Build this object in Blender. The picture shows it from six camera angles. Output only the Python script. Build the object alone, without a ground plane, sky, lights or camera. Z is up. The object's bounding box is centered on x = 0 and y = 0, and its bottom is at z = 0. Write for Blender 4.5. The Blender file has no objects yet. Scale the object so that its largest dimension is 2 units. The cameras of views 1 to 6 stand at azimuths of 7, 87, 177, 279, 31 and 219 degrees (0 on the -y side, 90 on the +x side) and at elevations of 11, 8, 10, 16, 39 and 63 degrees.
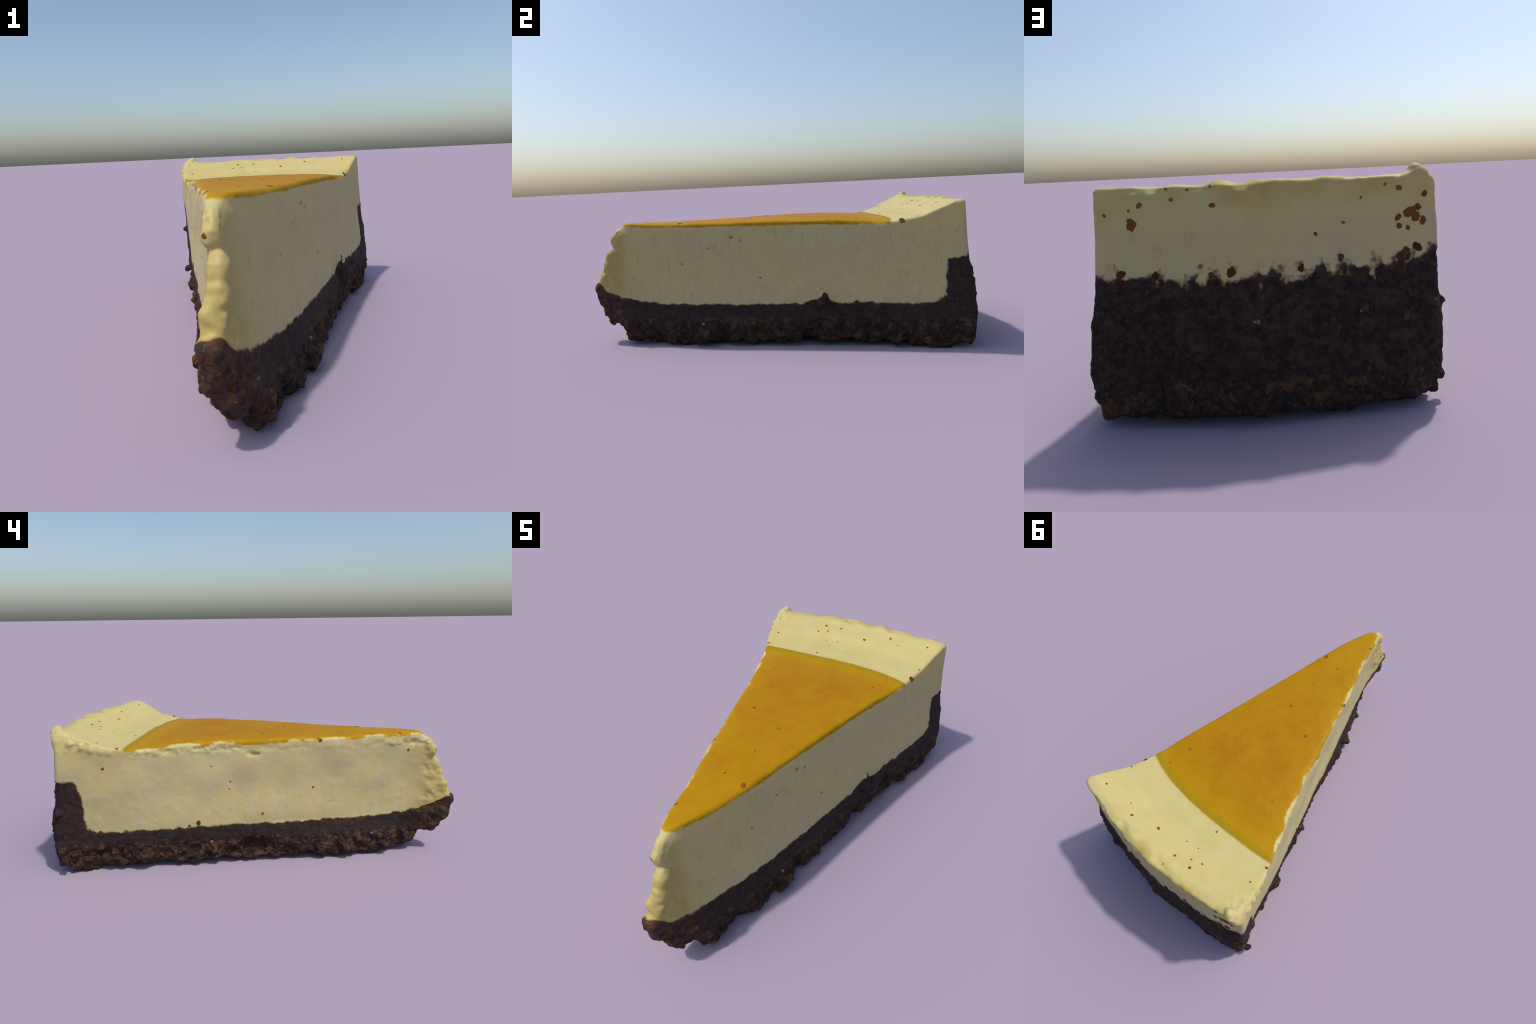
"""A slice of baked cheesecake: dark crumb crust, cream filling, amber fruit glaze.

The cake body is described as one implicit solid (side cuts, curved back, top, underside, lumps and
cavities), turned into a fine mesh, given relief, and then separated into crust, filling and glaze.
"""
import bpy, math
import numpy as np
from mathutils import Vector, Matrix

H = 0.0042                       # mesh cell size
rng = np.random.default_rng(7)

# ------------------------------------------------------------------ small maths helpers
def curve(xs, ys):
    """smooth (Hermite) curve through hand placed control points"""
    xs, ys = np.asarray(xs, float), np.asarray(ys, float)
    m = np.gradient(ys, xs)
    def f(x):
        x = np.clip(x, xs[0], xs[-1])
        i = np.clip(np.searchsorted(xs, x) - 1, 0, len(xs) - 2)
        h = xs[i + 1] - xs[i]; t = (x - xs[i]) / h
        return ((2*t**3 - 3*t**2 + 1) * ys[i] + (t**3 - 2*t**2 + t) * h * m[i]
                + (-2*t**3 + 3*t**2) * ys[i + 1] + (t**3 - t**2) * h * m[i + 1])
    return f

def smax(a, b, k):
    h = np.clip(0.5 + 0.5 * (a - b) / k, 0, 1)
    return b + (a - b) * h + k * h * (1 - h)

def smin(a, b, k):
    return -smax(-a, -b, k)

def cubic_min(a, b, c):
    """the shader's Smooth Minimum"""
    h = np.maximum(c - np.abs(a - b), 0) / c
    return np.minimum(a, b) - h ** 3 * c / 6

def sstep(a, b, x):
    t = np.clip((x - a) / (b - a), 0, 1)
    return t * t * (3 - 2 * t)

def _hash(ix, iy, iz, seed):
    n = (ix * 374761393 + iy * 668265263 + iz * 2147483647 + seed * 974711) & 0xFFFFFFFF
    n = ((n ^ (n >> 13)) * 1274126177) & 0xFFFFFFFF
    n = ((n ^ (n >> 16)) * 2246822519) & 0xFFFFFFFF
    return ((n ^ (n >> 15)) & 0xFFFFFF) / float(0xFFFFFF)

def noise(p, scale, seed=0):
    """value noise in -1..1, feature size = scale (a number or one per axis)"""
    q = p / np.asarray(scale, float) + 1000.0
    i = np.floor(q).astype(np.int64); t = q - i
    t = t * t * t * (t * (t * 6 - 15) + 10)
    out = 0.0
    for dx in (0, 1):
        for dy in (0, 1):
            for dz in (0, 1):
                w = ((t[:, 0] if dx else 1 - t[:, 0]) * (t[:, 1] if dy else 1 - t[:, 1])
                     * (t[:, 2] if dz else 1 - t[:, 2]))
                out = out + w * _hash(i[:, 0] + dx, i[:, 1] + dy, i[:, 2] + dz, seed)
    return out * 2 - 1

def fbm(p, scale, octaves=3, seed=0, gain=0.5):
    tot, amp, s = 0.0, 1.0, np.asarray(scale, float)
    for o in range(octaves):
        tot = tot + amp * noise(p, s, seed + 17 * o)
        s, amp = s * 0.52, amp * gain
    return tot

def clods(p, size, seed=0):
    """cellular bumps: 1 at the middle of a crumb, falling to 0 at its border"""
    q = p / size + 1000.0
    i = np.floor(q).astype(np.int64); f1 = np.full(len(p), 9.0)
    for dx in (-1, 0, 1):
        for dy in (-1, 0, 1):
            for dz in (-1, 0, 1):
                c = i + np.array([dx, dy, dz])
                o = np.stack([_hash(c[:, 0], c[:, 1], c[:, 2], seed + a) for a in (1, 2, 3)], 1)
                f1 = np.minimum(f1, ((c + o - q) ** 2).sum(1))
    return np.clip(1 - f1 / 0.55, 0, 1)

# ------------------------------------------------------------------ profiles of the slice
YS = [-1.0, -.9, -.8, -.7, -.6, -.5, -.4, -.3, -.2, 0, .2, .4, .6, .75, .87, 1.0]
RIGHT = {  # plan line of the right cut at several heights
    .03: [.02, .07, .130, .145, .180, .210, .238, .260, .284, .322, .354, .404, .456, .503, .520, .535],
    .11: [.05, .100, .137, .150, .183, .207, .230, .253, .275, .319, .362, .409, .460, .508, .534, .555],
    .22: [.04, .078, .103, .124, .154, .183, .210, .234, .256, .303, .350, .400, .448, .491, .524, .555],
    .43: [.03, .050, .070, .096, .122, .148, .172, .196, .221, .269, .318, .370, .420, .466, .502, .54],
    .62: [-.02, .012, .048, .088, .120, .144, .165, .186, .209, .254, .302, .354, .404, .450, .492, .53],
    .70: [-.02, .012, .048, .088, .120, .144, .165, .186, .209, .254, .302, .354, .404, .450, .488, .52]}
LEFT = {
    .03: [.02, .01, -.002, -.045, -.090, -.130, -.158, -.182, -.203, -.256, -.310, -.368, -.424, -.458, -.500, -.530],
    .11: [.008, .0, -.017, -.055, -.095, -.132, -.161, -.186, -.208, -.261, -.317, -.374, -.430, -.466, -.510, -.54],
    .22: [-.022, -.024, -.032, -.052, -.076, -.106, -.136, -.167, -.197, -.254, -.312, -.374, -.428, -.465, -.514, -.55],
    .43: [.01, -.008, -.022, -.044, -.069, -.096, -.125, -.153, -.181, -.238, -.297, -.364, -.432, -.475, -.516, -.55],
    .62: [.03, .01, -.020, -.047, -.073, -.101, -.131, -.157, -.182, -.235, -.288, -.354, -.434, -.484, -.522, -.56],
    .70: [.04, .03, .0, -.03, -.06, -.088, -.116, -.142, -.166, -.219, -.270, -.337, -.418, -.466, -.50, -.53]}

def cut(table):
    zs = sorted(table); cs = [curve(YS, table[z]) for z in zs]
    def f(y, z):
        z = np.clip(z, zs[0], zs[-1]); out = np.zeros_like(y)
        v = [c(y) for c in cs]
        for a in range(len(zs) - 1):
            m = (z >= zs[a]) & (z <= zs[a + 1])
            t = (z[m] - zs[a]) / (zs[a + 1] - zs[a]); t = t * t * (3 - 2 * t) * .5 + t * .5
            out[m] = v[a][m] * (1 - t) + v[a + 1][m] * t
        return out
    return f

cut_right, cut_left = cut(RIGHT), cut(LEFT)
front = curve([0, .05, .10, .14, .17, .20, .24, .27, .31, .34, .375, .435, .48, .52, .58, .64, .75],
              [-.80, -.86, -.925, -.955, -.965, -.982, -.992, -.998, -.992, -.968, -.952, -.930, -.915, -.888, -.862, -.822, -.79])
back_top = curve([-.56, -.45, -.36, -.26, -.13, -.04, .07, .18, .30, .39, .49, .56],
                 [.85, .886, .908, .924, .938, .945, .942, .934, .912, .896, .868, .83])
back_low = curve([-.56, -.52, -.41, -.26, -.15, -.025, .106, .264, .39, .54, .58],
                 [.905, .925, .950, .968, .978, .995, .985, .966, .948, .902, .88])
back_mix = curve([0, .04, .1, .2, .3, .4, .5, .6, .7], [.80, .95, 1.0, 1.0, .86, .48, .22, .1, 0])
# the top was baked in a round tin: its height follows the distance from a point near the tip
top_ring = curve([-.4, -.12, .2, .40, .75, .9, 1.073, 1.137, 1.22, 1.2775, 1.3275, 1.36, 1.41, 1.461, 1.502, 1.555, 1.60, 1.63, 1.7],
                 [.634, .641, .637, .637, .638, .636, .632, .627, .618, .613, .615, .620, .628, .640, .660, .681, .700, .702, .69])
def top_at(x, y):
    return top_ring(np.where(y < -.4, y + .7, np.hypot(x, y + .7)))
under = curve([-1, -.97, -.93, -.88, -.83, -.79, -.75, -.7, -.2, .4, .9, 1.0],
              [.20, .165, .125, .105, .085, .038, .010, .008, .013, .018, .012, .030])

# spherical lumps (x, y, z, radius) merged into the body, and cavities cut from it
LUMPS = [(-.450, .868, .709, .018), (-.460, .872, .690, .025), (-.485, .866, .662, .024), (-.42, .885, .690, .014),
         (-.494, .80, .652, .013), (-.482, .755, .634, .012), (-.468, .715, .620, .011), (-.452, .675, .610, .010), (-.440, .64, .604, .008),
         # knobs down the leading edge of the filling
         (.012, -.858, .590, .018), (.012, -.880, .553, .022), (.034, -.902, .475, .021),
         (.032, -.920, .415, .020), (.014, -.943, .362, .020),
         # blunt crust nose and its hanging drop, the foot behind it
         (.004, -.968, .300, .028), (.012, -.955, .23, .036), (.045, -.930, .165, .035), (.057, -.912, .118, .026),
         (.080, -.785, .045, .048), (.115, -.775, .05, .034),
         # crumb clumps bulging from the cuts and the back
         (.125, -.74, .05, .030), (.235, -.43, .045, .030), (.245, -.39, .06, .024), (.195, -.565, .04, .026),
         (.365, .225, .165, .036), (.364, .20, .215, .022), (.352, .21, .255, .014), (.375, .26, .15, .030),
         (.410, .47, .19, .026), (.44, .55, .035, .026), (-.145, -.46, .055, .024), (-.165, -.35, .06, .028),
         (-.070, -.66, .045, .022), (-.30, .20, .10, .026), (-.325, .28, .05, .024), (-.405, .52, .07, .026),
         (-.445, .67, .06, .020), (-.530, .885, .315, .014), (-.524, .88, .075, .016), (.32, .946, .292, .024),
         (.045, .966, .062, .030), (.01, .970, .07, .018), (.37, .935, .165, .016)]
PITS = [(-.265, .02, .082, .050), (-.252, -.03, .072, .036), (-.288, .068, .060, .038), (-.092, -.70, .066, .020),
        (-.03, -.85, .09, .03), (-.462, .70, .085, .026), (-.395, .40, .06, .026), (-.235, -.16, .05, .024), (-.44, .60, .07, .020), (-.345, .27, .085, .018), (-.17, -.42, .09, .016), (-.14, -.55, .06, .022),
        (.425, .40, .11, .034), (.435, .42, .05, .045), (.412, .385, .17, .022), (.060, -.862, .085, .024), (.10, -.850, .045, .026),
        (.352, .305, .06, .02), (.335, .13, .05, .03), (.17, -.66, .03, .03), (.29, -.27, .02, .02),
        (.316, .922, .706, .017), (-.240, -.014, .566, .013)]

def body(p):
    x, y, z = p[:, 0], p[:, 1], p[:, 2]
    xr, xl = cut_right(y, z), cut_left(y, z)
    fill = sstep(.24, .32, z)
    # hollow cheek beside the leading edge
    xr = xr - .007 * fill * np.exp(-((y + .83) / .04) ** 2) * sstep(.60, .50, z)
    xl = xl + .006 * fill * np.exp(-((y + .80) / .07) ** 2 - ((z - .45) / .1) ** 2)
    xl = xl + fill * sstep(-.80, -.90, y) * np.interp(z, [.3, .37, .425, .51, .54, .57, .62], [0, .0, .012, .012, .0, -.008, -.005])
    side = smax((x - xr) * .965, (xl - x) * .965, .030)
    frt = (front(z) - y) * .9
    m = back_mix(z)
    bk = y - (back_top(x) * (1 - m) + back_low(x) * m)
    mid = (xr + xl) / 2; half = np.maximum((xr - xl) / 2, .02)
    e = np.clip(np.abs(x - mid) / half, 0, 1) ** 6
    tp = z - top_at(x, y) + .008 * e * sstep(.60, .45, y) * sstep(-.8, -.6, y)
    bt = np.full_like(z, -1.0); i = np.flatnonzero(z < .30)
    bt[i] = under(y[i]) + .010 * fbm(p[i] * np.array([1, 1, 0]), .07, 2, 31) + .004 - z[i]
    f = smax(side, frt, .03)
    f = smax(f, bk, .022)
    f = smax(f, tp, .016)
    f = smax(f, bt, .03)
    for (a, b, c, r) in LUMPS:
        i = np.flatnonzero((np.abs(x - a) < r + .05) & (np.abs(y - b) < r + .05) & (np.abs(z - c) < r + .05))
        d = np.sqrt((x[i] - a) ** 2 + (y[i] - b) ** 2 + (z[i] - c) ** 2) - r
        f[i] = smin(f[i], d, .032 if c > .32 and b < 0 else .020)
    for (a, b, c, r) in PITS:
        k = 2.6 if c > .5 and b < .5 else 1.0           # the bubble in the filling is a flat ellipse
        i = np.flatnonzero((np.abs(x - a) < r + .05) & (np.abs(y - b) < k * r + .05) & (np.abs(z - c) < r + .05))
        d = np.sqrt((x[i] - a) ** 2 + ((y[i] - b) / k) ** 2 + (z[i] - c) ** 2) - r
        f[i] = smax(f[i], -d, .012)
    return f

# ------------------------------------------------------------------ layer borders (also rebuilt in the shaders)
CRUST_RIGHT = ([-1, -.974, -.917, -.836, -.73, -.6, 0, .11, .14, .175, .195, .21, .225, .245, .27, .34, .36, .40, .46, .6, .7, 1],
               [.345, .330, .273, .249, .225, .216, .211, .213, .226, .232, .252, .268, .264, .226, .216, .220, .227, .221, .218, .213, .217, .22])
CRUST_LEFT = ([-1, -.984, -.927, -.863, -.766, -.57, -.2, .05, .29, .54, .66, .763, 1], [.345, .325, .293, .260, .231, .213, .207, .210, .208, .206, .205, .205, .205])
WALL_TOP = ([-.56, -.50, -.44, -.36, -.2, 0, .2, .4, .5, .56], [.480, .474, .462, .447, .440, .432, .436, .440, .442, .44])
ARC = ([-.5, -.427, -.313, -.189, -.045, .079, .225, .33, .369, .42, .5], [.575, .578, .592, .598, .604, .603, .588, .562, .545, .53, .52])
GLAZE_RIGHT = (YS, [v + .010 for v in RIGHT[.62]])
GLAZE_LEFT = (YS, [v + .003 for v in LEFT[.62]])
GLAZE_LOW = ([-1, -.85, -.74, -.58, -.40, 0, .22, .38, .48, .56, 1], [.632, .630, .626, .620, .613, .610, .607, .603, .601, .602, .605])
WALL_IN = .778

def crust_field(p):
    x, y, z = p[:, 0], p[:, 1], p[:, 2]
    t = sstep(-.05, .05, x)
    line = np.interp(y, *CRUST_LEFT) * (1 - t) + np.interp(y, *CRUST_RIGHT) * t
    wall = -cubic_min(y - WALL_IN, np.interp(x, *WALL_TOP) - z, .10)
    return cubic_min(z - line, wall, .12)

def glaze_field(p):
    x, y, z = p[:, 0], p[:, 1], p[:, 2]
    f = np.maximum(y - np.interp(x, *ARC), np.interp(y, *GLAZE_LOW) - z)
    f = np.maximum(f, np.maximum(x - np.interp(y, *GLAZE_RIGHT), np.interp(y, *GLAZE_LEFT) - x))
    return np.maximum(f, -.838 - y)

# ------------------------------------------------------------------ mesh the implicit body
def surface(h):
    lo = np.array([-.62, -1.06, -.05]); hi = np.array([.62, 1.06, .79])
    B = 8
    nb = np.ceil((hi - lo) / (h * B)).astype(int); n = nb * B + 1
    g = np.stack(np.meshgrid(*[np.arange(k + 1) for k in nb], indexing="ij"), -1).reshape(-1, 3)
    coarse = body(lo + g * h * B).reshape(nb + 1)
    vol = np.repeat(np.repeat(np.repeat(coarse, B, 0), B, 1), B, 2)[:n[0], :n[1], :n[2]].astype(np.float32)
    near = np.zeros(nb, bool); s = np.full(nb, 9.0)
    for a in (0, 1):
        for b in (0, 1):
            for c in (0, 1):
                s = np.minimum(s, np.abs(coarse[a:nb[0] + a, b:nb[1] + b, c:nb[2] + c]))
    near = s < h * B * 1.0
    # make the coarse fill constant-signed outside the active blocks
    need = np.zeros(n, bool)
    rep = np.repeat(np.repeat(np.repeat(near, B, 0), B, 1), B, 2)
    for a in (0, 1):
        for b in (0, 1):
            for c in (0, 1):
                need[a:n[0] - 1 + a, b:n[1] - 1 + b, c:n[2] - 1 + c] |= rep
    idx = np.argwhere(need)
    vals = np.concatenate([body(lo + part * h) for part in np.array_split(idx, max(1, len(idx) // 400000))])
    vol[need] = vals
    ins = vol < 0
    cnt = np.zeros(n - 1, np.int8)
    for a in (0, 1):
        for b in (0, 1):
            for c in (0, 1):
                cnt += ins[a:n[0] - 1 + a, b:n[1] - 1 + b, c:n[2] - 1 + c]
    cells = np.argwhere((cnt > 0) & (cnt < 8) & rep[:n[0] - 1, :n[1] - 1, :n[2] - 1])
    ident = np.full(n - 1, -1, np.int64); ident[tuple(cells.T)] = np.arange(len(cells))
    corner = [(a, b, c) for a in (0, 1) for b in (0, 1) for c in (0, 1)]
    fv = {k: vol[cells[:, 0] + k[0], cells[:, 1] + k[1], cells[:, 2] + k[2]].astype(float) for k in corner}
    acc = np.zeros((len(cells), 3)); num = np.zeros(len(cells))
    for k in corner:
        for ax in range(3):
            if k[ax] == 0:
                k2 = tuple(1 if i == ax else k[i] for i in range(3))
                a, b = fv[k], fv[k2]; m = (a < 0) != (b < 0)
                t = np.where(m, a / np.where(m, a - b, 1), 0)
                for i in range(3):
                    acc[:, i] += np.where(m, (t if i == ax else k[i]), 0)
                num += m
    V = lo + (cells + acc / np.maximum(num, 1)[:, None]) * h
    quads = []
    for ax in range(3):
        u, v = (ax + 1) % 3, (ax + 2) % 3
        sl = [slice(1, -1)] * 3; sl[ax] = slice(0, -1); s2 = list(sl); s2[ax] = slice(1, None)
        A, Bm = ins[tuple(sl)], ins[tuple(s2)]
        for sign, mask in ((1, A & ~Bm), (-1, ~A & Bm)):
            e = np.argwhere(mask); e[:, u] += 1; e[:, v] += 1
            def cell(du, dv):
                c = e.copy(); c[:, u] -= du; c[:, v] -= dv
                return ident[tuple(c.T)]
            q = np.stack([cell(1, 1), cell(0, 1), cell(0, 0), cell(1, 0)], 1)
            quads.append(q if sign > 0 else q[:, ::-1])
    Q = np.concatenate(quads)
    return V, Q[(Q >= 0).all(1)]

def normals(V, Q):
    n = np.cross(V[Q[:, 2]] - V[Q[:, 0]], V[Q[:, 3]] - V[Q[:, 1]])
    out = np.zeros_like(V)
    for k in range(4):
        for i in range(3):
            out[:, i] += np.bincount(Q[:, k], n[:, i], len(V))
    return out / np.maximum(np.linalg.norm(out, axis=1), 1e-12)[:, None]

def smooth(V, Q, w):
    s = np.zeros_like(V); c = np.zeros(len(V))
    for a in range(4):
        b = (a + 1) % 4
        for i in range(3):
            s[:, i] += np.bincount(Q[:, a], V[Q[:, b], i], len(V)) + np.bincount(Q[:, b], V[Q[:, a], i], len(V))
        c += np.bincount(Q[:, a], minlength=len(V)) + np.bincount(Q[:, b], minlength=len(V))
    return V + w * (s / np.maximum(c, 1)[:, None] - V)

V, Q = surface(H)
for w in (.5, .5):
    V = smooth(V, Q, w)

# relief -------------------------------------------------------------
N = normals(V, Q)
cf = crust_field(V) + .006 * fbm(V, .035, 2, 41)
crusty = sstep(.004, -.008, cf)
onback = sstep(.35, .8, N[:, 1])
low = sstep(.16, .10, V[:, 2])                      # the knife smeared the upper band of the crust smooth
rough = crusty * (onback * .55 + (1 - onback) * (.28 + .72 * low) + .35 * sstep(-.80, -.92, V[:, 1]) * (1 - low))
wv = V + .008 * np.stack([noise(V, .03, k) for k in (5, 6, 7)], 1)
d = rough * ((.011 + .003 * low * (1 - onback)) * fbm(V, .06, 3, 51) + (.006 + .008 * low * (1 - onback)) * (clods(wv, .042, 61) - .5) - .002)
d += crusty * (.3 + .7 * np.maximum(onback, low)) * (.0030 + .0025 * onback) * (clods(wv, .017, 67) - .45)
d += crusty * .0014 * fbm(V, .012, 2, 71)
sides = (1 - crusty) * (1 - sstep(.4, .8, np.abs(N[:, 2])))
lw = V + .05 * np.stack([noise(V, .16, k) for k in (15, 16, 17)], 1)
leftcut = sides * sstep(.3, .8, -N[:, 0])
d += leftcut * (.0050 * noise(lw, (.3, .19, .14), 9) + .0035 * noise(lw, (.3, .10, .12), 11) * sstep(.30, .40, V[:, 2]))
rightcut = sides * sstep(.3, .8, N[:, 0])
d += rightcut * (.0008 * fbm(V, (.02, .016, .03), 2, 81) + .0006 * noise(V, .012, 83)) + leftcut * .0006 * fbm(V, .03, 2, 85)
edge = (1 - crusty) * sstep(-.80, -.87, V[:, 1])
d += edge * .006 * fbm(V, (.04, .04, .035), 2, 87)
topside = (1 - crusty) * sstep(.6, .9, N[:, 2])
d += topside * .0012 * fbm(V, .09, 2, 21)
# crumbly lip under the glaze on the two cuts, curdled ridge along the back edge
lip = (1 - crusty) * np.exp(-((V[:, 2] - .592) / .018) ** 2) * (V[:, 1] < .55)
d += lip * (.003 + .006 * (N[:, 0] < 0) * sstep(-.2, .5, noise(V, .16, 93))) * fbm(V, (.05, .05, .035), 3, 91)
ridge = (1 - crusty) * sstep(.86, .90, V[:, 1]) * sstep(.62, .68, V[:, 2])
curd = (1 - crusty) * np.exp(-((V[:, 0] + .465) / .04) ** 2 - ((V[:, 1] - .83) / .09) ** 2) * sstep(.58, .66, V[:, 2])
d += ridge * (.007 * fbm(V, (.06, .045, .035), 2, 95)) + curd * .007 * fbm(V, .022, 2, 97)
V = V + N * d[:, None]
# cracks in the pressed back wall
for (x0, z0, x1, z1, wd, dep) in ((.315, .0, .325, .15, .005, .010), (-.47, .20, -.40, .215, .004, .006), (.25, .19, .33, .22, .004, .005)):
    t = np.clip(((V[:, 0] - x0) * (x1 - x0) + (V[:, 2] - z0) * (z1 - z0)) / ((x1 - x0) ** 2 + (z1 - z0) ** 2), 0, 1)
    dist = np.hypot(V[:, 0] - x0 - t * (x1 - x0) + .006 * noise(V, .03, 7), V[:, 2] - z0 - t * (z1 - z0))
    V[:, 1] -= onback * dep * np.exp(-(dist / wd) ** 2)
V = smooth(V, Q, .25)
V[:, 2] = np.maximum(V[:, 2], .0005)
N = normals(V, Q)
print("body verts", len(V), "extent", V.min(0).round(3), V.max(0).round(3))

# ------------------------------------------------------------------ materials
class Nodes:
    def __init__(self, name):
        self.mat = bpy.data.materials.new(name); self.mat.use_nodes = True
        self.t = self.mat.node_tree; self.t.nodes.clear()
        self.out = self.t.nodes.new("ShaderNodeOutputMaterial")
        self.bsdf = self.t.nodes.new("ShaderNodeBsdfPrincipled")
        self.t.links.new(self.bsdf.outputs[0], self.out.inputs[0])
        self.co = self.t.nodes.new("ShaderNodeTexCoord").outputs["Object"]
        s = self.t.nodes.new("ShaderNodeSeparateXYZ"); self.t.links.new(self.co, s.inputs[0])
        self.x, self.y, self.z = s.outputs
    def put(self, v, sock):
        if isinstance(v, bpy.types.NodeSocket): self.t.links.new(v, sock)
        elif v is not None: sock.default_value = v
    def math(self, op, a, b=None, c=None):
        n = self.t.nodes.new("ShaderNodeMath"); n.operation = op
        for v, s in zip((a, b, c), n.inputs): self.put(v, s)
        return n.outputs[0]
    def step(self, a, b, v):
        n = self.t.nodes.new("ShaderNodeMapRange"); n.interpolation_type = "SMOOTHSTEP"
        self.put(v, n.inputs["Value"]); lo, hi = (a, b) if a < b else (b, a)
        n.inputs["From Min"].default_value, n.inputs["From Max"].default_value = lo, hi
        n.inputs["To Min"].default_value, n.inputs["To Max"].default_value = (0, 1) if a < b else (1, 0)
        return n.outputs[0]
    def curve(self, v, xs, ys):
        lo, hi, a, b = xs[0], xs[-1], min(ys) - .01, max(ys) + .01
        n = self.t.nodes.new("ShaderNodeFloatCurve"); c = n.mapping.curves[0]
        px = [((x - lo) / (hi - lo), (y - a) / (b - a)) for x, y in zip(xs, ys)]
        while len(c.points) < len(px): c.points.new(.5, .5)
        for q, pt in zip(px, c.points): pt.location = q; pt.handle_type = "VECTOR"
        n.mapping.update()
        u = self.math("MULTIPLY_ADD", v, 1 / (hi - lo), -lo / (hi - lo))
        n.inputs["Factor"].default_value = 1.0; self.put(u, n.inputs["Value"])
        return self.math("MULTIPLY_ADD", n.outputs[0], b - a, a)
    def noise(self, scale, detail=3, rough=.55, stretch=(1, 1, 1), shift=(0, 0, 0), warp=0.0):
        m = self.t.nodes.new("ShaderNodeMapping"); self.put(self.co, m.inputs[0])
        m.inputs["Scale"].default_value = stretch; m.inputs["Location"].default_value = shift
        n = self.t.nodes.new("ShaderNodeTexNoise"); self.put(m.outputs[0], n.inputs["Vector"])
        n.inputs["Scale"].default_value, n.inputs["Detail"].default_value, n.inputs["Roughness"].default_value = scale, detail, rough
        n.inputs["Distortion"].default_value = warp
        return n.outputs[0]
    def cells(self, scale, kind="Distance", shift=(0, 0, 0)):
        m = self.t.nodes.new("ShaderNodeMapping"); self.put(self.co, m.inputs[0]); m.inputs["Location"].default_value = shift
        n = self.t.nodes.new("ShaderNodeTexVoronoi"); self.put(m.outputs[0], n.inputs["Vector"]); n.inputs["Scale"].default_value = scale
        return n.outputs[kind]
    def mix(self, f, a, b):
        n = self.t.nodes.new("ShaderNodeMix"); n.data_type = "RGBA"
        self.put(f, n.inputs[0]); self.put(self.rgb(a), n.inputs[6]); self.put(self.rgb(b), n.inputs[7])
        return n.outputs[2]
    @staticmethod
    def rgb(c):
        return c if isinstance(c, bpy.types.NodeSocket) else (*c, 1.0)
    def bump(self, height, strength, dist):
        n = self.t.nodes.new("ShaderNodeBump"); self.put(height, n.inputs["Height"])
        n.inputs["Strength"].default_value, n.inputs["Distance"].default_value = strength, dist
        self.t.links.new(n.outputs[0], self.bsdf.inputs["Normal"])
    # layer borders: the same curves that separate the meshes
    def crust(self):
        t = self.step(-.05, .05, self.x)
        l, r = self.curve(self.y, *CRUST_LEFT), self.curve(self.y, *CRUST_RIGHT)
        line = self.math("ADD", l, self.math("MULTIPLY", t, self.math("SUBTRACT", r, l)))
        wall = self.math("SMOOTH_MAX", self.math("SUBTRACT", WALL_IN, self.y), self.math("SUBTRACT", self.z, self.curve(self.x, *WALL_TOP)), .10)
        return self.math("SMOOTH_MIN", self.math("SUBTRACT", self.z, line), wall, .12)
    def glaze(self):
        a = self.math("SUBTRACT", self.y, self.curve(self.x, *ARC))
        l = self.math("SUBTRACT", self.curve(self.y, *GLAZE_LEFT), self.x)
        r = self.math("SUBTRACT", self.x, self.curve(self.y, *GLAZE_RIGHT))
        b = self.math("MAXIMUM", self.math("SUBTRACT", self.curve(self.y, *GLAZE_LOW), self.z), self.math("SUBTRACT", -.838, self.y))
        return a, l, r, b

BUBBLES = [(-.236, -.014, .565, .026, .009), (.205, -.238, .555, .013, .008), (.219, -.193, .537, .006, .007), (.154, -.36, .50, .007, .006)]

def srgb(h):
    v = [int(h[i:i + 2], 16) / 255 for i in (0, 2, 4)]
    return tuple(c / 12.92 if c <= .04045 else ((c + .055) / 1.055) ** 2.4 for c in v)

CREAM, CREAM_PALE, CREAM_YELLOW = srgb("B8AB71"), srgb("B6B18C"), srgb("A8954A")
CRUST_DARK, CRUST_BROWN, CRUST_RUST = srgb("241D1C"), srgb("33261F"), srgb("573D28")
GLAZE_DEEP, GLAZE_AMBER, GLAZE_YELLOW = srgb("955F08"), srgb("9C6B08"), srgb("AA8408")

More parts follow.
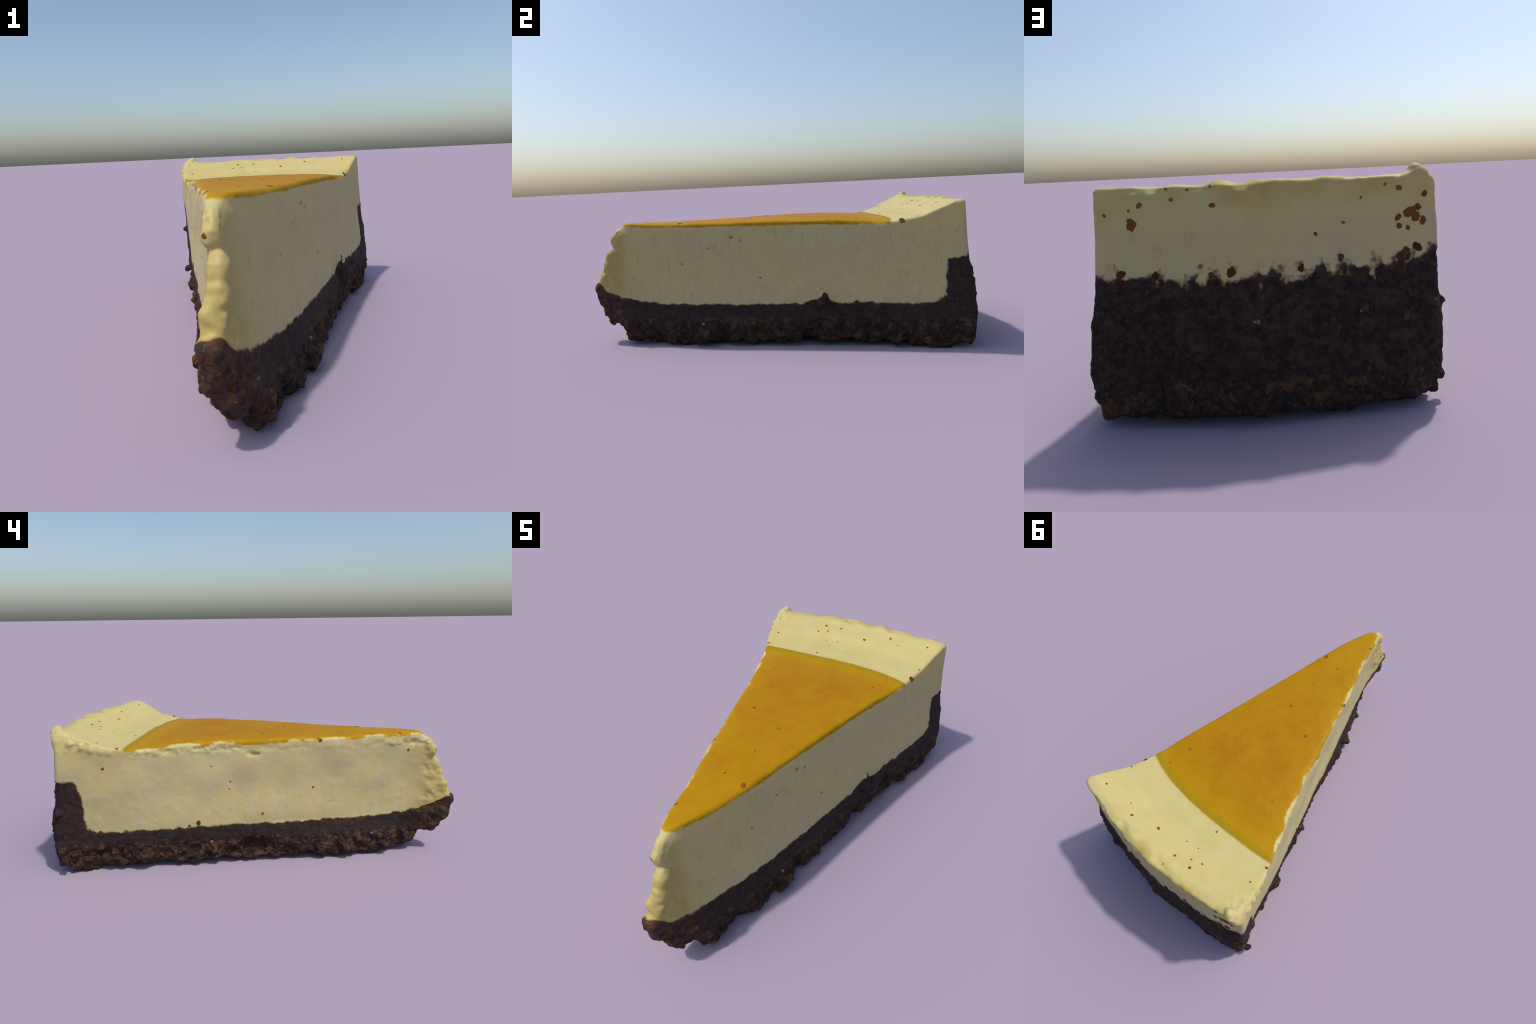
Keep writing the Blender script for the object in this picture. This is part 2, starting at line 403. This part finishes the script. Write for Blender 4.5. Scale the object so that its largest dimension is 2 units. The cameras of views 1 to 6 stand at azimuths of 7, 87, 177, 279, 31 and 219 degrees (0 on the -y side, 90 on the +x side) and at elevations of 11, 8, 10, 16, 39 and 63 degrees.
def cream_colour(n):
    blotch = n.step(.45, .70, n.noise(9, 3, .6, shift=(3, 1, 2)))
    c = n.mix(n.math("MULTIPLY", blotch, .25), CREAM, CREAM_YELLOW)
    onside = n.step(.60, .57, n.z)
    c = n.mix(n.math("MULTIPLY", onside, n.math("MULTIPLY_ADD", n.step(.35, .65, n.noise(5, 3, .6, shift=(2, 8, 3))), .45, .30)), c, srgb("B1A57C"))
    streak = n.step(.54, .68, n.noise(34, 4, .65, stretch=(1, 1, .45), warp=.4))
    k = n.math("MULTIPLY_ADD", n.step(-.1, .1, n.x), .48, .05)                # more drag marks on the right cut
    c = n.mix(n.math("MULTIPLY", n.math("MULTIPLY", streak, onside), k), c, CREAM_YELLOW)
    pale = n.step(.52, .70, n.noise(30, 3, .6, stretch=(1, 1, .6), shift=(5, 5, 5)))
    band = n.math("MULTIPLY", n.step(.42, .28, n.z), onside)                  # firmer, paler cheese near the crust
    c = n.mix(n.math("MULTIPLY", pale, n.math("MULTIPLY_ADD", band, .55, .10)), c, CREAM_PALE)
    oil = n.math("MULTIPLY", n.step(-.70, -.90, n.y), onside)                 # yellower, oilier tip
    oil = n.math("MAXIMUM", oil, n.math("MULTIPLY", n.math("MULTIPLY", n.step(.60, .69, n.z), n.step(.87, .91, n.y)), n.step(.40, .65, n.noise(6, 2, .5, shift=(9, 1, 9)))))
    c = n.mix(n.math("MULTIPLY", oil, n.math("MULTIPLY_ADD", n.noise(12, 3, .6, shift=(8, 8, 1)), 1.1, .05)), c, CREAM_YELLOW)
    # fine cracks and pores where the knife tore the lower filling
    v = n.math("ABSOLUTE", n.math("ADD", n.noise(15, 3, .6, stretch=(1, .6, 1.3), shift=(1, 9, 4)), -.5))
    crack = n.math("MULTIPLY", n.step(.010, .002, v), n.step(.52, .60, n.noise(7, 2, .5, shift=(4, 1, 7))))
    pore = n.step(.70, .76, n.noise(70, 2, .5, shift=(2, 6, 6)))
    tear = n.math("MULTIPLY", n.math("MULTIPLY", n.math("MAXIMUM", crack, pore), onside), n.math("MULTIPLY", n.step(.46, .34, n.z), n.math("MULTIPLY_ADD", n.step(.02, -.02, n.x), .28, .04)))
    c = n.mix(tear, c, srgb("8F7A36"))
    onleft = n.step(.02, -.02, n.x)
    dash = n.step(.60, .68, n.noise(26, 3, .6, stretch=(1, .55, 2.0), shift=(6, 2, 3), warp=.5))
    row = n.math("MULTIPLY", n.step(.25, .29, n.z), n.step(.40, .35, n.z))
    c = n.mix(n.math("MULTIPLY", n.math("MULTIPLY", dash, row), n.math("MULTIPLY", onleft, .40)), c, srgb("968038"))
    grey = n.math("MULTIPLY", n.math("MULTIPLY", n.step(.48, .62, n.noise(8, 3, .5, stretch=(1, .7, 1), shift=(1, 4, 6))), onleft), n.math("MULTIPLY", n.step(.33, .40, n.z), n.step(.56, .48, n.z)))
    c = n.mix(n.math("MULTIPLY", grey, .45), c, srgb("A19A7A"))
    curd = n.math("MULTIPLY", n.math("MULTIPLY", n.step(.45, .62, n.noise(28, 3, .6, stretch=(1, 1, .5), shift=(2, 2, 2))), onleft), n.math("MULTIPLY", n.step(.555, .585, n.z), n.step(.56, .50, n.y)))
    c = n.mix(n.math("MULTIPLY", curd, .6), c, srgb("BDB78E"))
    # honey-coloured bubbles cut open on both sides
    for x0, y0, z0, ry, rz in BUBBLES:
        d = n.math("ADD", n.math("POWER", n.math("MULTIPLY_ADD", n.y, 1 / ry, -y0 / ry), 2.0), n.math("POWER", n.math("MULTIPLY_ADD", n.z, 1 / rz, -z0 / rz), 2.0))
        here = n.math("MULTIPLY", n.step(1.3, .6, d), n.step(.10, .06, n.math("ABSOLUTE", n.math("SUBTRACT", n.x, x0))))
        c = n.mix(n.math("MULTIPLY", here, .85), c, srgb("8A6A1C"))
    return c

def crust_colour(n):
    c = n.mix(n.step(.42, .66, n.noise(40, 5, .7)), CRUST_DARK, CRUST_BROWN)
    lower = n.step(.165, .115, n.math("MULTIPLY_ADD", n.noise(12, 3, .6, shift=(1, 1, 5)), .06, n.math("ADD", n.z, -.03)))
    nose = n.step(-.76, -.90, n.y)
    rear = n.step(.87, .92, n.y)
    k = n.math("MAXIMUM", n.math("MAXIMUM", lower, n.math("MULTIPLY", nose, .9)), n.math("MULTIPLY", rear, .22))
    k = n.math("MULTIPLY_ADD", k, .85, .08)
    clump = n.step(.51, .61, n.noise(19, 5, .72, shift=(7, 3, 1), warp=.3))
    grain = n.t.nodes.new("ShaderNodeSeparateColor"); n.put(n.cells(58, "Color", (3, 1, 2)), grain.inputs[0])
    rough = n.math("MAXIMUM", lower, rear)
    c = n.mix(n.math("MULTIPLY", n.step(.72, .80, grain.outputs[0]), n.math("MULTIPLY", rough, .42)), c, srgb("46301F"))
    c = n.mix(n.math("MULTIPLY", n.step(.30, .22, grain.outputs[0]), n.math("MULTIPLY", rough, .60)), c, srgb("181312"))
    c = n.mix(n.math("MULTIPLY", clump, n.math("MULTIPLY", k, .85)), c, CRUST_RUST)
    c = n.mix(n.math("MULTIPLY", nose, n.math("MULTIPLY", n.step(.40, .62, n.noise(34, 4, .65, shift=(5, 2, 2))), .35)), c, srgb("67482F"))
    grit = n.step(.60, .70, n.noise(95, 2, .6, shift=(1, 8, 2)))
    c = n.mix(n.math("MULTIPLY", grit, n.math("MULTIPLY_ADD", k, .45, .12)), c, srgb("70502F"))
    return c

def border(n, spread=.011):
    """1 on the cream side of the ragged line between crust and filling, 0 on the crust side"""
    j = n.math("ADD", n.noise(22, 2.5, .55, shift=(2, 2, 9)), -.5)
    back = n.step(.86, .92, n.y)
    rag = n.math("MULTIPLY_ADD", back, .15, .036)         # much more ragged on the back
    f = n.math("ADD", n.crust(), n.math("MULTIPLY", j, rag))
    w = n.math("MULTIPLY_ADD", back, .022, spread)
    m = n.math("DIVIDE", n.math("ADD", f, .005), w)
    return f, n.step(0.0, 1.0, m)

def layered(n):
    """crust below, cream above, with a rusty fringe of soaked crumbs along the border"""
    f, m = border(n)
    rim = n.math("MULTIPLY", n.step(-.022, -.004, f), n.step(.40, .60, n.noise(30, 3, .6, shift=(6, 1, 1))))
    c = n.mix(n.math("MULTIPLY", rim, .7), crust_colour(n), srgb("4A2C1C"))
    return n.mix(m, c, cream_colour(n))

def glaze_parts(n):
    a, l, r, b = n.glaze()
    w = n.math("MULTIPLY_ADD", n.noise(22, 4, .6, shift=(4, 4, 4)), .030, -.015)
    w2 = n.math("MULTIPLY_ADD", n.noise(11, 3, .6, shift=(9, 4, 4)), .09, -.045)
    a = n.math("ADD", a, n.math("MULTIPLY", w, .35)); r = n.math("ADD", r, n.math("MULTIPLY", w, .6))
    l = n.math("ADD", l, w2); b = n.math("ADD", b, n.math("MULTIPLY", w, .8))
    return a, n.math("MAXIMUM", n.math("MAXIMUM", l, r), b)

def glaze_colour(n, a, e):
    c = n.mix(n.step(.38, .66, n.noise(6, 4, .6)), GLAZE_AMBER, GLAZE_DEEP)
    scratch = n.step(.60, .70, n.noise(55, 3, .6, stretch=(1, .45, 1), shift=(3, 3, 8), warp=.6))
    c = n.mix(n.math("MULTIPLY", scratch, .22), c, GLAZE_YELLOW)
    c = n.mix(n.math("MULTIPLY", n.step(-.045, -.004, e), .75), c, GLAZE_YELLOW)
    c = n.mix(n.step(-.055, -.010, a), c, srgb("93780F"))
    return c

def filling_material():
    n = Nodes("cream_filling")
    c = layered(n)
    a, e = glaze_parts(n)
    g = n.math("MULTIPLY", n.step(.008, -.004, a), n.step(.005, -.004, e))
    c = n.mix(g, c, glaze_colour(n, a, e))
    n.put(c, n.bsdf.inputs["Base Color"]); n.bsdf.inputs["Roughness"].default_value = .55
    n.bsdf.inputs["Specular IOR Level"].default_value = .25
    n.bump(n.noise(60, 4, .6), .07, .01)
    return n.mat

def glaze_material():
    n = Nodes("fruit_glaze")
    a, e = glaze_parts(n)
    g = n.math("MULTIPLY", n.step(.008, -.004, a), n.step(.005, -.004, e))
    n.put(n.mix(g, cream_colour(n), glaze_colour(n, a, e)), n.bsdf.inputs["Base Color"])
    n.bsdf.inputs["Roughness"].default_value = .6
    n.bsdf.inputs["Specular IOR Level"].default_value = .08
    n.bump(n.noise(45, 3, .6), .10, .01)
    return n.mat

def crust_material():
    n = Nodes("crumb_crust")
    n.put(layered(n), n.bsdf.inputs["Base Color"])
    n.bsdf.inputs["Roughness"].default_value = .75
    n.bsdf.inputs["Specular IOR Level"].default_value = .2
    h = n.math("ADD", n.noise(70, 5, .7), n.math("MULTIPLY", n.cells(75), -.6))
    pressed = n.math("MULTIPLY_ADD", n.math("MAXIMUM", n.step(.16, .11, n.z), n.step(.86, .91, n.y)), .8, .2)
    n.bump(n.math("MULTIPLY", h, pressed), .6, .012)
    return n.mat

def speck_material(name, a, b, rough=.6):
    n = Nodes(name)
    o = n.t.nodes.new("ShaderNodeObjectInfo")
    c = n.mix(o.outputs["Random"], a, b)
    c = n.mix(n.math("MULTIPLY", n.step(.4, .65, n.noise(60, 3)), .5), c, tuple(v * .7 for v in a))
    n.put(c, n.bsdf.inputs["Base Color"]); n.bsdf.inputs["Roughness"].default_value = rough
    n.bsdf.inputs["Specular IOR Level"].default_value = .06
    return n.mat

# ------------------------------------------------------------------ separate the body into its layers
cake = bpy.data.objects.new("cheesecake_slice", None)
bpy.context.scene.collection.objects.link(cake)
cake["label"] = "wedge of cheesecake with amber glaze and dark crumb crust"
cake["category"] = "cake slice"

fc = V[Q].mean(1)
region = np.ones(len(Q), int)
region[crust_field(fc) < 0] = 0
region[(glaze_field(fc) < .001) & (region == 1)] = 2

def part(name, rid, mat):
    q = Q[region == rid]
    used, inv = np.unique(q, return_inverse=True); q = inv.reshape(-1, 4)
    me = bpy.data.meshes.new(name)
    me.vertices.add(len(used)); me.vertices.foreach_set("co", V[used].astype(np.float32).ravel())
    me.loops.add(q.size); me.loops.foreach_set("vertex_index", q.ravel().astype(np.int32))
    me.polygons.add(len(q)); me.polygons.foreach_set("loop_start", np.arange(0, q.size, 4, dtype=np.int32))
    me.update(calc_edges=True); me.validate()
    me.polygons.foreach_set("use_smooth", np.ones(len(me.polygons), bool))
    me.normals_split_custom_set_from_vertices(N[used].astype(np.float32))
    me.materials.append(mat)
    ob = bpy.data.objects.new(name, me); bpy.context.scene.collection.objects.link(ob); ob.parent = cake
    return ob

crust = part("crumb_crust", 0, crust_material())
filling = part("cream_filling", 1, filling_material())
glaze = part("fruit_glaze", 2, glaze_material())

# ------------------------------------------------------------------ loose pieces: specks and crumbs
def lump_mesh(name, seed, mat, sub=3, amp=.30):
    import bmesh
    bm = bmesh.new(); bmesh.ops.create_icosphere(bm, subdivisions=sub, radius=1)
    p = np.array([v.co for v in bm.verts]); k = 1 + amp * fbm(p, .9, 3, seed)
    for v, s in zip(bm.verts, k): v.co *= s
    me = bpy.data.meshes.new(name); bm.to_mesh(me); bm.free()
    me.polygons.foreach_set("use_smooth", np.ones(len(me.polygons), bool)); me.materials.append(mat)
    return me

def place(name, me, pos, nrm, size, flat, spin, parent):
    q = Vector(nrm).to_track_quat("Z", "Y")
    ob = bpy.data.objects.new(name, me); bpy.context.scene.collection.objects.link(ob); ob.parent = parent
    ob.matrix_local = (Matrix.Translation(Vector(pos)) @ q.to_matrix().to_4x4() @ Matrix.Rotation(spin, 4, "Z")
                       @ Matrix.Diagonal((size, size * .8, size * flat, 1)))
    return ob

def on_top(x, y):
    m = np.argmin((V[:, 0] - x) ** 2 + (V[:, 1] - y) ** 2 + 1e-3 * (V[:, 2] < .55)); return V[m], N[m]

def on_wall(p):
    m = np.argmin(((V - np.asarray(p)) ** 2).sum(1)); return V[m], N[m]

def embedded(names, mats, pts, flat=.35, sink=.15):
    """little pieces sitting in the nearest surface: (position, radius)"""
    for k, (p, r) in enumerate(pts):
        c, n = on_wall(p)
        par = crust if crust_field(c[None])[0] < 0 else (glaze if glaze_field(c[None])[0] < 0 else filling)
        place(names, mats[k % len(mats)], c - n * r * sink, n, r, flat, rng.uniform(0, 6.28), par)

brown = speck_material("toasted_speck", srgb("70440F"), srgb("8E6230"))
specks = [lump_mesh("speck", 200 + i, brown, 2, .25) for i in range(3)]
GLAZE_SPECKS = [(.119, -.503, .013), (.019, -.478, .005), (.051, -.305, .004), (.054, -.126, .009), (-.122, -.032, .009),
                (-.03, -.709, .007), (-.146, -.312, .006), (.267, .407, .006), (.296, .523, .005), (-.232, .349, .005)]
RIM_SPECKS = [(-.135, .63, .007), (-.424, .605, .008), (.195, .842, .008), (.061, .802, .009), (.247, .803, .004), (-.072, .759, .004),
              (-.133, .749, .004), (-.091, .846, .007), (-.155, .807, .005), (-.206, .792, .006), (-.181, .841, .008), (-.09, .906, .004),
              (-.416, .705, .006), (.40, .817, .006), (.411, .67, .005)]
embedded("speck", specks, [((x, y, .633), r) for x, y, r in GLAZE_SPECKS], .22, .0)
embedded("speck", specks, [((x, y, float(top_at(np.array([x]), np.array([y]))[0])), r) for x, y, r in RIM_SPECKS], .22, .0)
BACK_SPECKS = [(.141, .641, .009), (.256, .66, .007), (.451, .624, .006), (.349, .651, .010), (.209, .687, .005), (.268, .692, .005),
               (.149, .694, .005), (-.393, .661, .010), (-.353, .673, .006), (-.277, .64, .005), (-.473, .64, .010),
               (-.14, .546, .006), (-.223, .574, .006), (.379, .635, .005)]
embedded("speck", specks, [((x, float(back_top(np.array([x]))[0]), z), r) for x, z, r in BACK_SPECKS], .2, .0)
CUT_SPECKS = [(-.44, .677, .529, .008), (-.268, .107, .431, .006), (-.269, .111, .392, .005), (-.29, .192, .512, .005), (-.041, -.759, .553, .008),
              (-.163, -.295, .379, .007), (-.228, -.045, .258, .008), (-.15, -.322, .62, .010),               (.154, -.504, .425, .005), (.268, -.101, .348, .006), (0, -.89, .55, .008)]
embedded("speck", specks, [((x, y, z), r) for x, y, z, r in CUT_SPECKS], .25, .05)

rusty = speck_material("rusty_crumb", srgb("3E2A1E"), srgb("5E4028"), .8)
crumbs = [lump_mesh("crumb", 300 + i, rusty, 3, .38) for i in range(5)]
toast = speck_material("toasted_crumb", srgb("66401C"), srgb("754A20"), .7)
toasted = [lump_mesh("toasted_crumb", 350 + i, toast, 3, .38) for i in range(4)]
# crumbs stuck in the pale part of the back, on the rim and along the border
BIG = [((.377, .915, .596), .017), ((-.425, .90, .590), .018), ((-.447, .90, .575), .016), ((-.452, .89, .605), .011), ((-.472, .89, .560), .013),
       ((-.393, .91, .580), .010), ((-.392, .91, .552), .010), ((-.420, .90, .545), .008), ((.400, .592, .612), .014), ((.408, .594, .614), .008),
       ((.423, .95, .462), .014), ((.10, .96, .452), .014), ((-.215, .95, .478), .012), ((-.42, .93, .482), .018), ((-.455, .92, .486), .016),
       ((.352, .208, .258), .013), ((.345, .16, .222), .014),  ((.405, .366, .222), .014), ((.502, .751, .232), .012), ((-.309, .263, .228), .012),
       ((-.32, .306, .217), .008), ((-.44, .718, .206), .016), ((.158, .96, .445), .012), ((.32, .95, .45), .012), ((-.094, .96, .452), .012)]
embedded("toasted_crumb", toasted, [b for b in BIG if b[0][2] > .5], .22, .02)
soaked = speck_material("soaked_crumb", srgb("45291A"), srgb("5E3A1C"), .8)
soaks = [lump_mesh("soaked_crumb", 370 + i, soaked, 3, .5) for i in range(4)]
embedded("soaked_crumb", soaks, [b for b in BIG if b[0][2] <= .5], .25, .05)
# crumbs bulging from the broken lower crust
cv = np.flatnonzero((crust_field(V) < -.02) & (np.abs(N[:, 2]) < .6) & (V[:, 2] > .04))
w = np.where(N[cv, 1] > .6, .22, np.where(V[cv, 2] < .14, 1.0, .10)); w[V[cv, 1] < -.85] = .8
pick = rng.choice(cv, 190, replace=False, p=w / w.sum())
embedded("crumb", crumbs, [(V[i], float(rng.uniform(.005, .008) + .010 * rng.random() ** 3)) for i in pick], .55, .25)
white = speck_material("sugar_fleck", srgb("5A5756"), srgb("7C7876"), .5)
flecks = [lump_mesh("sugar_fleck", 400 + i, white, 2, .4) for i in range(2)]
embedded("sugar_fleck", flecks, [((.043, .97, .315), .010), ((.028, .97, .312), .008), ((.035, .97, .33), .005), ((.222, -.403, .108), .011),
                                 ((-.15, -.60, .14), .006), ((.10, -.85, .17), .008), ((-.30, .2, .12), .008), ((-.26, .97, .32), .005)], .3, .1)

bpy.context.view_layer.update()
